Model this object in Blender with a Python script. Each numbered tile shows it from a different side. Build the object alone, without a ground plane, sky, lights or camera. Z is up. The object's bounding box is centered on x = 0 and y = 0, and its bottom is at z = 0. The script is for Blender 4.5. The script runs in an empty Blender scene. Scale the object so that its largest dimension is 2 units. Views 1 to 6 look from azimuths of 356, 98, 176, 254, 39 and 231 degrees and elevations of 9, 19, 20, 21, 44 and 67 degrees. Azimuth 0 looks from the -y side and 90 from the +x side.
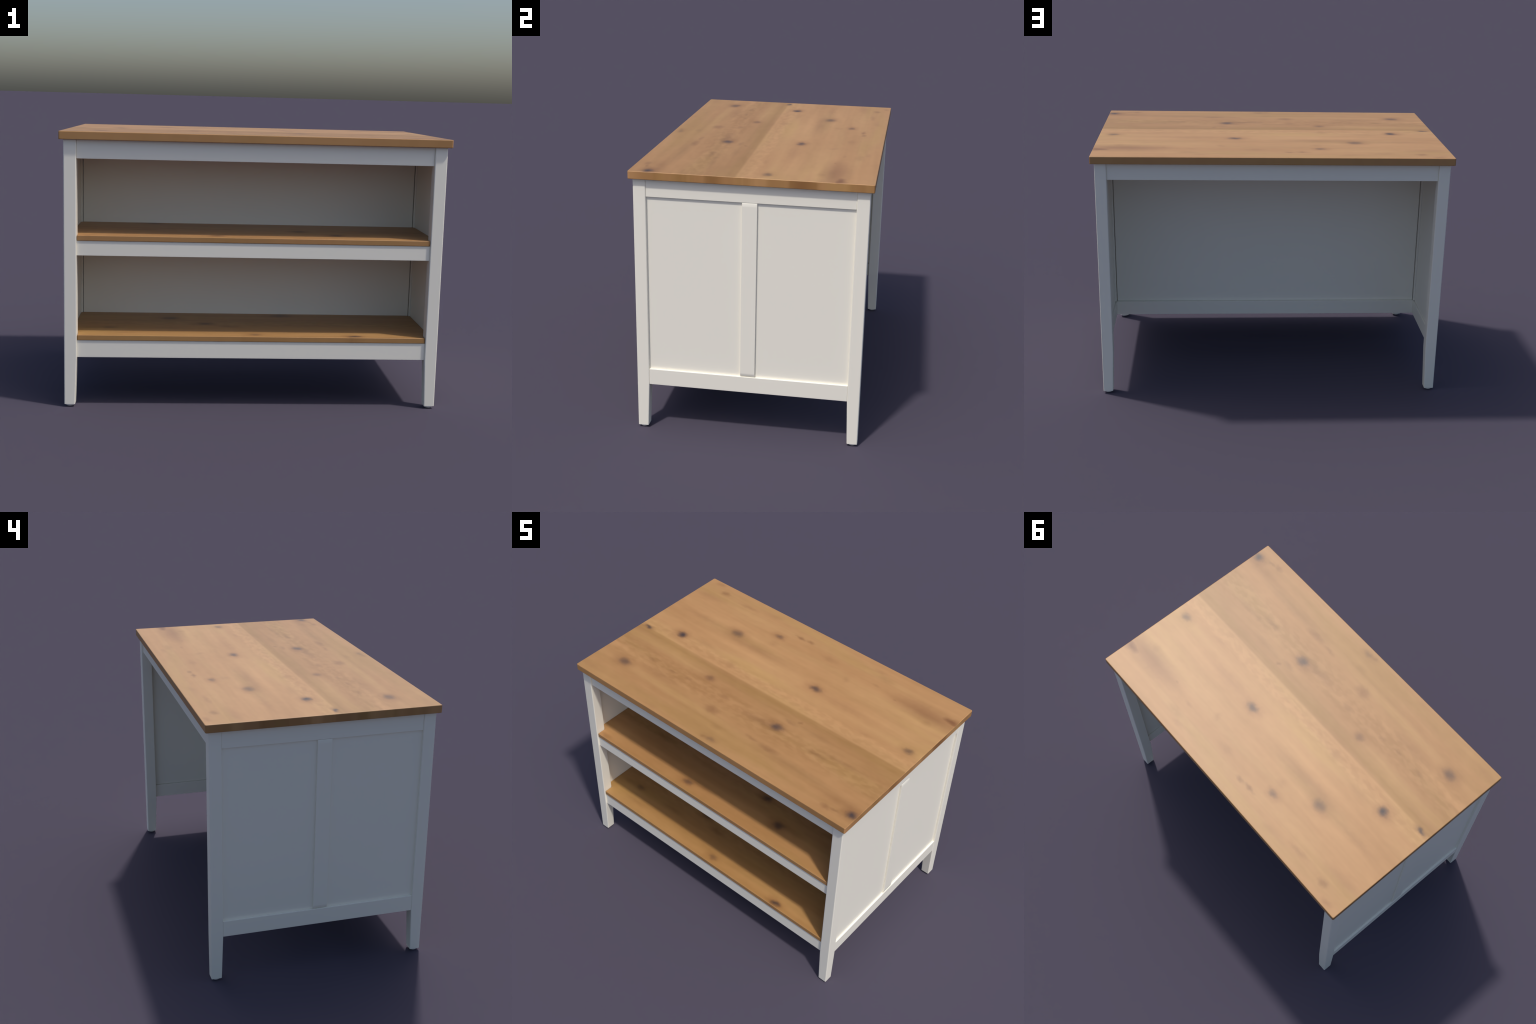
"""White painted kitchen island with an oiled pine top and two open pine shelves."""
import bpy, bmesh, math
from mathutils import Vector

# ------------------------------------------------------------------ sizes (m)
TOP_X, TOP_Y = 1.000, 0.611            # half extents of the worktop
TOP_Z0, TOP_Z1 = 1.3868, 1.4286
LEG_OX, LEG_IX = 0.9783, 0.9138        # outer / inner faces of the legs
LEG_OY, LEG_IY = 0.5910, 0.5260
LEG_Z0, LEG_TAPER_Z = 0.0112, 0.2600
LEG_BX, LEG_BY = 0.9230, 0.5352        # inner faces at the tapered foot
GLIDE_R = 0.0225
SHELF_T = 0.0285
SHELF_ZS = (0.3815, 0.9020)            # shelf tops
SHELF_FRONT = -0.5845
RAIL_FRONT = 0.5800                    # outer face of front and back rails
RAIL_T = 0.030
SIDE_OUT, SIDE_IN = 0.9735, 0.9415     # side rails, outer / inner face
STILE_OUT = 0.9755
PANEL_OUT, PANEL_IN = 0.9640, 0.9510
STILE_HALF = 0.0382
GROOVE = 0.0035                         # shadow gaps on the inner side
DIV_F, DIV_B = -0.0270, 0.0120         # back panel behind the shelves

scene = bpy.context.scene


# ------------------------------------------------------------------ node tools
class Nodes:
    def __init__(self, name):
        self.mat = bpy.data.materials.new(name)
        self.mat.use_nodes = True
        self.t = self.mat.node_tree
        self.t.nodes.clear()
        self.out = self.t.nodes.new("ShaderNodeOutputMaterial")
        self.bsdf = self.t.nodes.new("ShaderNodeBsdfPrincipled")
        self.t.links.new(self.bsdf.outputs[0], self.out.inputs[0])

    def put(self, sock, val):
        if isinstance(val, bpy.types.NodeSocket):
            self.t.links.new(val, sock)
        else:
            sock.default_value = val

    def math(self, op, a, b=0.0, c=None, clamp=False):
        n = self.t.nodes.new("ShaderNodeMath")
        n.operation, n.use_clamp = op, clamp
        self.put(n.inputs[0], a)
        self.put(n.inputs[1], b)
        if c is not None:
            self.put(n.inputs[2], c)
        return n.outputs[0]

    def vmath(self, op, a, b=(0, 0, 0)):
        n = self.t.nodes.new("ShaderNodeVectorMath")
        n.operation = op
        self.put(n.inputs[0], a)
        self.put(n.inputs[1], b)
        return n.outputs["Value"] if op == "LENGTH" else n.outputs[0]

    def ramp(self, v, a, b, lo=0.0, hi=1.0, kind="SMOOTHSTEP"):
        n = self.t.nodes.new("ShaderNodeMapRange")
        n.interpolation_type = kind
        self.put(n.inputs["Value"], v)
        n.inputs["From Min"].default_value = a
        n.inputs["From Max"].default_value = b
        n.inputs["To Min"].default_value = lo
        n.inputs["To Max"].default_value = hi
        return n.outputs[0]

    def noise(self, vec, scale=1.0, detail=2.0, rough=0.5, color=False):
        n = self.t.nodes.new("ShaderNodeTexNoise")
        self.put(n.inputs["Vector"], vec)
        n.inputs["Scale"].default_value = scale
        n.inputs["Detail"].default_value = detail
        n.inputs["Roughness"].default_value = rough
        return n.outputs["Color" if color else "Fac"]

    def mix(self, fac, a, b, mode="MIX"):
        n = self.t.nodes.new("ShaderNodeMix")
        n.data_type, n.blend_type = "RGBA", mode
        self.put(n.inputs["Factor"], fac)
        self.put(n.inputs["A"], a)
        self.put(n.inputs["B"], b)
        return n.outputs["Result"]

    def coords(self):
        n = self.t.nodes.new("ShaderNodeTexCoord")
        return n.outputs["Object"]

    def split(self, vec):
        n = self.t.nodes.new("ShaderNodeSeparateXYZ")
        self.put(n.inputs[0], vec)
        return n.outputs

    def bump(self, height, strength, dist):
        n = self.t.nodes.new("ShaderNodeBump")
        self.put(n.inputs["Height"], height)
        n.inputs["Strength"].default_value = strength
        n.inputs["Distance"].default_value = dist
        self.t.links.new(n.outputs[0], self.bsdf.inputs["Normal"])


def rgb(r, g, b):
    return (r, g, b, 1.0)


# ------------------------------------------------------------------ materials
PAINT = (0.955, 0.912, 0.795)
WOOD_LIGHT = (0.550, 0.308, 0.126)
WOOD_DARK = (0.352, 0.180, 0.059)


def paint_material():
    m = Nodes("white_paint")
    n = m.noise(m.coords(), 2.5, 2.0)
    a = tuple(c * 0.985 for c in PAINT)
    m.put(m.bsdf.inputs["Base Color"], m.mix(n, rgb(*a), rgb(*PAINT)))
    m.bsdf.inputs["Roughness"].default_value = 0.50
    m.bsdf.inputs["Specular IOR Level"].default_value = 0.5
    return m.mat


def plain_material(name, col, rough):
    m = Nodes(name)
    m.put(m.bsdf.inputs["Base Color"], rgb(*col))
    m.bsdf.inputs["Roughness"].default_value = rough
    return m.mat


def wood_material(name, boards, knots, smears, seed, tint=(1, 1, 1)):
    """Pine boards that run along x.
    boards: (y where the tone begins, shade 0..1, softness of the seam); knots and smears:
    (x, y, half length, half width, strength)."""
    m = Nodes(name)
    co = m.coords()
    warp = m.noise(m.vmath("MULTIPLY", co, (2.2, 5.0, 0.0)), 1.0, 2.0, 0.5, True)
    warp = m.vmath("MULTIPLY", m.vmath("SUBTRACT", warp, (0.5, 0.5, 0.5)), (0.06, 0.035, 0.0))
    p = m.vmath("ADD", co, warp)
    flat = m.vmath("MULTIPLY", p, (1.0, 1.0, 0.0))
    y = m.split(co)[1]

    # shade of each glued board, soft seams
    shade = None
    for y0, s, soft in boards:
        if shade is None:
            shade = s
            continue
        n = m.t.nodes.new("ShaderNodeMix")
        m.put(n.inputs["Factor"], m.ramp(m.split(p)[1] if soft > 0.01 else y, y0 - soft, y0 + soft))
        m.put(n.inputs["A"], shade)
        n.inputs["B"].default_value = s
        shade = n.outputs["Result"]

    off = m.vmath("ADD", flat, (seed * 3.1, seed * 1.7, seed))
    streak = m.noise(m.vmath("MULTIPLY", off, (0.7, 16.0, 1.0)), 1.0, 2.0, 0.45)
    broad = m.noise(m.vmath("MULTIPLY", off, (1.1, 4.5, 1.0)), 1.0, 1.0)
    mottle = m.noise(m.vmath("MULTIPLY", off, (9.0, 22.0, 1.0)), 1.0, 2.0, 0.5)
    fac = m.math("ADD", shade, m.math("MULTIPLY", m.math("SUBTRACT", streak, 0.5), 0.82))
    fac = m.math("ADD", fac, m.math("MULTIPLY", m.math("SUBTRACT", broad, 0.5), 0.75))
    # bird's-eye speckle, strongest along two strips of the boards
    speck = m.noise(m.vmath("MULTIPLY", co, (17.0, 34.0, 0.0)), 1.0, 1.0)
    strip = m.math("ADD", m.math("MULTIPLY", m.ramp(m.math("ABSOLUTE", m.math("ADD", y, 0.285)), 0.02, 0.11, 1.0, 0.15), 0.5),
                   m.math("MULTIPLY", m.ramp(m.math("ABSOLUTE", m.math("ADD", y, 0.015)), 0.02, 0.06, 1.0, 0.0), 0.4))
    speck = m.math("MULTIPLY", m.math("SUBTRACT", m.ramp(speck, 0.38, 0.64), 0.5), strip)
    fac = m.math("ADD", fac, m.math("MULTIPLY", speck, 0.42))
    fac = m.math("ADD", fac, m.math("MULTIPLY", m.math("SUBTRACT", mottle, 0.5), 0.32), clamp=True)
    light = tuple(a * b for a, b in zip(WOOD_LIGHT, tint))
    dark = tuple(a * b for a, b in zip(WOOD_DARK, tint))
    col = m.mix(fac, rgb(*dark), rgb(*light))
    # rosy and yellow drift between heartwood and sapwood
    hue = m.noise(m.vmath("MULTIPLY", off, (0.9, 7.0, 1.0)), 1.3, 1.0)
    col = m.mix(m.ramp(hue, 0.35, 0.68), col, m.mix(1.0, col, rgb(1.0, 0.955, 0.96), "MULTIPLY"))
    col = m.mix(m.ramp(hue, 0.52, 0.28), col, m.mix(1.0, col, rgb(0.99, 1.005, 0.93), "MULTIPLY"))

    wob = m.noise(m.vmath("MULTIPLY", co, (26.0, 26.0, 0.0)), 1.0, 2.0, 0.5, True)
    wob = m.vmath("MULTIPLY", m.vmath("SUBTRACT", wob, (0.5, 0.5, 0.5)), (0.034, 0.024, 0.0))
    kp = m.vmath("MULTIPLY", m.vmath("ADD", co, wob), (1.0, 1.0, 0.0))

    def spots(lst, edge, power):
        """Union of soft elliptical marks."""
        acc = None
        for x, yy, rx, ry, s in lst:
            v = m.vmath("SUBTRACT", kp, (x, yy, 0.0))
            v = m.vmath("MULTIPLY", v, (1.0 / rx, 1.0 / ry, 0.0))
            f = m.ramp(m.vmath("LENGTH", v), power, edge, s, 0.0)
            acc = f if acc is None else m.math("MAXIMUM", acc, f)
        return acc

    if smears:
        k = spots(smears, 1.5, 0.0)
        col = m.mix(k, col, m.mix(1.0, col, rgb(0.50, 0.40, 0.36), "MULTIPLY"))
    halo = [(x - 0.2 * rx, yy, rx * 2.3, ry * 2.0, 0.25 + s * 0.4) for x, yy, rx, ry, s in knots]
    col = m.mix(spots(halo, 1.2, 0.0), col, m.mix(1.0, col, rgb(0.55, 0.44, 0.38), "MULTIPLY"))
    col = m.mix(spots(knots, 1.42, 0.1), col, rgb(0.068, 0.044, 0.038))

    m.put(m.bsdf.inputs["Base Color"], col)
    m.bsdf.inputs["Roughness"].default_value = 0.45
    m.bsdf.inputs["Specular IOR Level"].default_value = 0.5
    return m.mat


TOP_BOARDS = [(-9, 0.37, 1), (-0.190, 0.26, 0.07), (-0.068, 0.78, 0.009), (0.190, 0.66, 0.05),
              (0.240, 0.74, 0.03), (0.335, 0.54, 0.02), (0.484, 0.66, 0.006)]
TOP_KNOTS = [(-0.940, -0.060, 0.034, 0.013, 0.85), (-0.731, 0.020, 0.033, 0.029, 1.00),
             (-0.482, 0.258, 0.044, 0.034, 0.55), (-0.268, 0.406, 0.030, 0.022, 0.50),
             (-0.804, -0.403, 0.044, 0.032, 0.60), (0.208, 0.158, 0.040, 0.026, 0.75),
             (0.250, -0.250, 0.042, 0.031, 0.78), (0.918, 0.080, 0.034, 0.024, 0.55),
             (0.967, -0.511, 0.032, 0.030, 0.95), (-0.317, -0.180, 0.030, 0.022, 0.22),
             (0.041, -0.570, 0.034, 0.018, 0.28)]
TOP_SMEARS = [(-0.160, 0.482, 0.040, 0.013, 0.70), (-0.090, 0.486, 0.034, 0.013, 0.60),
              (-0.825, 0.527, 0.034, 0.022, 0.50), (-0.913, 0.583, 0.040, 0.018, 0.38),
              (-0.317, -0.180, 0.034, 0.024, 0.35), (0.285, -0.167, 0.048, 0.016, 0.40),
              (0.332, -0.134, 0.016, 0.012, 0.45), (-0.120, -0.380, 0.050, 0.034, 0.52),
              (-0.012, -0.578, 0.022, 0.012, 0.35), (0.333, -0.420, 0.075, 0.022, 0.50),
              (0.207, -0.412, 0.045, 0.012, 0.35), (0.965, 0.440, 0.080, 0.030, 1.0),
              (0.820, 0.405, 0.240, 0.068, 0.60), (0.860, 0.355, 0.050, 0.040, 0.40), (0.700, 0.440, 0.060, 0.030, 0.35), (0.827, -0.552, 0.032, 0.018, 0.50),
              (0.878, -0.541, 0.034, 0.010, 0.45), (0.614, 0.384, 0.018, 0.014, 0.42),
              (0.553, -0.276, 0.065, 0.020, 0.42), (-0.307, 0.000, 0.045, 0.035, 0.20),
              (-0.404, -0.268, 0.028, 0.012, 0.34), (-0.522, -0.281, 0.028, 0.010, 0.38),
              (-0.693, -0.280, 0.030, 0.014, 0.34), (-0.142, -0.251, 0.030, 0.020, 0.28),
              (-0.320, 0.215, 0.280, 0.040, 0.34), (0.420, 0.148, 0.200, 0.032, 0.26),
              (0.120, -0.270, 0.110, 0.030, 0.38), (0.560, -0.440, 0.280, 0.030, 0.28),
              (-0.720, 0.238, 0.200, 0.020, 0.24), (-0.610, 0.510, 0.080, 0.014, 0.30),
              (0.457, 0.422, 0.030, 0.012, 0.24), (0.291, 0.346, 0.022, 0.030, 0.20),
              (0.408, 0.541, 0.050, 0.016, 0.22), (-0.008, -0.472, 0.040, 0.020, 0.20),
              (0.870, -0.470, 0.180, 0.035, 0.22), (0.700, -0.240, 0.140, 0.018, 0.26),
              (0.480, -0.160, 0.120, 0.022, 0.18), (-0.560, -0.350, 0.160, 0.030, 0.20),
              (-0.250, 0.330, 0.030, 0.030, 0.18), (0.100, 0.430, 0.060, 0.024, 0.22),
              (0.460, 0.500, 0.070, 0.022, 0.24), (-0.440, 0.545, 0.090, 0.020, 0.18),
              (-0.880, 0.440, 0.130, 0.035, 0.24), (0.650, 0.030, 0.060, 0.018, 0.16),
              (-0.560, 0.050, 0.080, 0.022, 0.16), (-0.930, -0.560, 0.080, 0.030, 0.20)]
END_BOARDS = [(-9, 0.62, 1), (-0.545, 0.36, 0.02), (-0.370, 0.16, 0.02), (-0.310, 0.42, 0.02),
              (-0.225, 0.06, 0.02), (-0.145, 0.36, 0.03), (0.020, 0.70, 0.02), (0.085, 0.30, 0.015),
              (0.200, -0.12, 0.012), (0.335, 0.72, 0.03), (0.485, 0.28, 0.02)]
END_SMEARS = [(1.0, 0.257, 0.30, 0.058, 0.42), (1.0, -0.190, 0.30, 0.040, 0.22), (1.0, -0.345, 0.30, 0.030, 0.14),
              (-1.0, 0.380, 0.30, 0.070, 0.35), (-1.0, -0.120, 0.30, 0.050, 0.25)]
MID_BOARDS = [(-9, 0.48, 1), (-0.430, 0.34, 0.03), (-0.250, 0.42, 0.006)]
MID_KNOTS = [(-0.195, -0.522, 0.036, 0.022, 0.60), (0.253, -0.312, 0.036, 0.024, 0.75),
             (0.440, -0.436, 0.040, 0.030, 0.75), (-0.543, -0.058, 0.045, 0.020, 0.60)]
MID_SMEARS = [(-0.867, -0.561, 0.050, 0.018, 0.35), (-0.566, -0.323, 0.080, 0.030, 0.35),
              (-0.100, -0.500, 0.090, 0.018, 0.35), (0.520, -0.420, 0.110, 0.025, 0.30)]
LOW_BOARDS = [(-9, 0.50, 1), (-0.460, 0.34, 0.03), (-0.220, 0.40, 0.006)]
LOW_KNOTS = [(0.539, -0.558, 0.036, 0.022, 0.85), (-0.762, -0.402, 0.036, 0.020, 0.42),
             (-0.440, -0.167, 0.048, 0.034, 0.60), (-0.246, -0.298, 0.040, 0.026, 0.62),
             (0.185, -0.079, 0.060, 0.034, 0.55), (0.014, -0.539, 0.032, 0.020, 0.40)]
LOW_SMEARS = [(-0.115, -0.360, 0.070, 0.022, 0.55), (-0.860, -0.410, 0.050, 0.020, 0.30),
              (-0.464, -0.405, 0.090, 0.022, 0.30), (-0.686, -0.515, 0.080, 0.018, 0.25)]

paint = paint_material()
glide_mat = plain_material("glide_plastic", (0.86, 0.84, 0.79), 0.45)
top_wood = wood_material("pine_top", TOP_BOARDS, TOP_KNOTS, TOP_SMEARS, 1.0)
top_end = wood_material("pine_end_grain", END_BOARDS, TOP_KNOTS[:1], END_SMEARS, 2.0, (0.97, 0.945, 0.95))
mid_wood = wood_material("pine_middle_shelf", MID_BOARDS, MID_KNOTS, MID_SMEARS, 3.0, (1.0, 1.0, 1.0))
low_wood = wood_material("pine_lower_shelf", LOW_BOARDS, LOW_KNOTS, LOW_SMEARS, 4.0, (0.985, 1.01, 0.95))


# ------------------------------------------------------------------ geometry
def finish(name, bm, mats, parent, bevel=0.003, segs=3):
    bmesh.ops.recalc_face_normals(bm, faces=bm.faces[:])
    for f in bm.faces:
        f.smooth = bevel > 0
    me = bpy.data.meshes.new(name)
    bm.to_mesh(me)
    bm.free()
    for mt in (mats if isinstance(mats, (list, tuple)) else [mats]):
        me.materials.append(mt)
    ob = bpy.data.objects.new(name, me)
    scene.collection.objects.link(ob)
    ob.parent = parent
    if bevel:
        mod = ob.modifiers.new("soft_edges", "BEVEL")
        mod.width, mod.segments = bevel, segs
        mod.limit_method, mod.angle_limit = "ANGLE", math.radians(35)
        mod.use_clamp_overlap = True
        ob.modifiers.new("flat_faces", "WEIGHTED_NORMAL").weight = 80
    return ob


def prism(bm, loops):
    """Solid through a stack of equal-length vertex loops."""
    rings = [[bm.verts.new(v) for v in lp] for lp in loops]
    n = len(rings[0])
    for a, b in zip(rings, rings[1:]):
        for i in range(n):
            j = (i + 1) % n
            bm.faces.new((a[i], a[j], b[j], b[i]))
    bm.faces.new(rings[0][::-1])
    bm.faces.new(rings[-1])


def rect(x0, x1, y0, y1, z):
    return [(x0, y0, z), (x1, y0, z), (x1, y1, z), (x0, y1, z)]


def rounded(x0, x1, y0, y1, z, r, n=4):
    """Rectangle with rounded corners, counter-clockwise."""
    x0, x1, y0, y1 = min(x0, x1), max(x0, x1), min(y0, y1), max(y0, y1)
    pts = []
    for k, (cx, cy) in enumerate(((x1 - r, y1 - r), (x0 + r, y1 - r), (x0 + r, y0 + r), (x1 - r, y0 + r))):
        for i in range(n + 1):
            a = math.radians(90 * k + 90 * i / n)
            pts.append((cx + r * math.cos(a), cy + r * math.sin(a), z))
    return pts


def box(name, x, y, z, mat, parent, bevel=0.003, segs=3):
    bm = bmesh.new()
    prism(bm, [rect(*x, *y, z[0]), rect(*x, *y, z[1])])
    return finish(name, bm, mat, parent, bevel, segs)


root = bpy.data.objects.new("kitchen_island", None)
scene.collection.objects.link(root)
root["label"] = "white kitchen island with pine top and open pine shelves"
root["category"] = "kitchen island"

# worktop: boards on the faces, end grain on the short sides
bm = bmesh.new()
prism(bm, [rounded(-TOP_X, TOP_X, -TOP_Y, TOP_Y, z, 0.008) for z in (TOP_Z0, TOP_Z1)])
top = finish("worktop", bm, [top_wood, top_end], root, 0.0038, 3)
for poly in top.data.polygons:
    if abs(poly.normal.x) > 0.5:
        poly.material_index = 1

# legs: square posts, the two inner faces taper below the lower rails
for sx in (1, -1):
    for sy in (1, -1):
        bm = bmesh.new()
        prism(bm, [rounded(sx * xi, sx * LEG_OX, sy * yi, sy * LEG_OY, z, 0.0050)
                   for xi, yi, z in ((LEG_BX, LEG_BY, LEG_Z0), (LEG_IX, LEG_IY, LEG_TAPER_Z),
                                     (LEG_IX, LEG_IY, LEG_TAPER_Z + 0.02), (LEG_IX, LEG_IY, TOP_Z0))])
        leg = finish("leg", bm, paint, root, 0.0018, 2)
        # domed glide under the leg
        bm = bmesh.new()
        cx, cy = sx * (LEG_BX + LEG_OX) / 2, sy * (LEG_BY + LEG_OY) / 2
        prof = [(1.00, LEG_Z0 + 0.002), (1.00, 0.0060), (0.965, 0.0038),
                (0.89, 0.0018), (0.78, 0.0006), (0.62, 0.0)]
        prism(bm, [[(cx + r * GLIDE_R * math.cos(a), cy + r * GLIDE_R * math.sin(a), z)
                    for a in (2 * math.pi * i / 32 for i in range(32))] for r, z in prof[::-1]])
        glide = finish("glide", bm, glide_mat, root, 0)
        for f in glide.data.polygons:
            f.use_smooth = len(f.vertices) == 4
        glide.parent = leg

# aprons under the worktop, front and back
for s in (-1, 1):
    box("apron_rail", (-LEG_IX, LEG_IX), sorted((s * RAIL_FRONT, s * (RAIL_FRONT - RAIL_T))),
        (1.2912, TOP_Z0), paint, root, 0.002, 2)

# rails that carry the shelves
for z_top, z0 in zip(SHELF_ZS, (0.2620, 0.7965)):
    box("shelf_rail", (-LEG_IX, LEG_IX), (-RAIL_FRONT, -RAIL_FRONT + RAIL_T),
        (z0, z_top - SHELF_T), paint, root, 0.002, 2)

# framed side panels
for s in (-1, 1):
    xr = sorted((s * SIDE_IN, s * SIDE_OUT))
    yr = (-LEG_IY, LEG_IY)
    for y0, y1 in ((-LEG_IY, -STILE_HALF + 0.001), (STILE_HALF - 0.001, LEG_IY)):
        box("side_panel", sorted((s * PANEL_IN, s * PANEL_OUT)), (y0, y1),
                          (0.3455, 1.3300), paint, root, 0.0)
    # rails, rebated on the inside so that a thin gap shows along the panel
    for z0, z1, zi, out in ((1.2935, TOP_Z0, TOP_Z0, SIDE_OUT), (0.2582, 0.3470, 0.3470 - GROOVE, SIDE_OUT + 0.0028)):
        prof = [(SIDE_IN, z0), (out, z0), (out, z1), (PANEL_OUT, z1), (PANEL_OUT, zi), (SIDE_IN, zi)]
        if zi == z1:
            prof = prof[:3] + prof[-1:]
        bm = bmesh.new()
        prism(bm, [[(s * x, y, z) for x, z in prof] for y in yr])
        finish("side_rail", bm, paint, root, 0.0018, 2)
    # stile: a little prouder than the rails, its ends sloping back to them
    h, w = STILE_HALF, STILE_HALF - GROOVE
    bm = bmesh.new()
    prism(bm, [[(s * x, y, z) for x, y in ((SIDE_IN, -w), (PANEL_OUT, -w), (PANEL_OUT, -h), (STILE_OUT - cut, -h),
                                           (STILE_OUT - cut, h), (PANEL_OUT, h), (PANEL_OUT, w), (SIDE_IN, w))]
               for cut, z in ((0.0075, 0.3475), (0.0025, 0.3530), (0.0, 0.3640), (0.0, 0.3700), (0.0, 1.2710),
                              (0.0, 1.2770), (0.0015, 1.2880), (0.0030, 1.2930))])
    finish("side_stile", bm, paint, root, 0.0012, 2)

# back panel behind the shelves with its lower rail
back = box("back_panel", (-SIDE_IN + GROOVE, SIDE_IN - GROOVE), (DIV_F, DIV_B), (0.3460, TOP_Z0), paint, root, 0.001, 1)
box("back_rail", (-SIDE_IN, SIDE_IN), (DIV_F + 0.004, 0.0285), (0.2590, 0.3455), paint, back, 0.002, 2)


# shelves, notched round the front legs and the side stiles
def shelf(z_top, mat):
    fx, sx, bx = 0.9115, PANEL_IN - 0.0005, SIDE_IN - 0.0005
    half = [(fx, SHELF_FRONT), (fx, -LEG_IY + 0.0005), (sx, -LEG_IY + 0.0005),
            (sx, -STILE_HALF - 0.0005), (bx, -STILE_HALF - 0.0005), (bx, DIV_F - 0.0005)]
    outline = half + [(-x, y) for x, y in half[::-1]]
    bm = bmesh.new()
    prism(bm, [[(x, y, z) for x, y in outline] for z in (z_top - SHELF_T, z_top)])
    return finish("shelf", bm, mat, root, 0.0035, 3)


for z_top, mat in zip(SHELF_ZS, (low_wood, mid_wood)):
    shelf(z_top, mat)
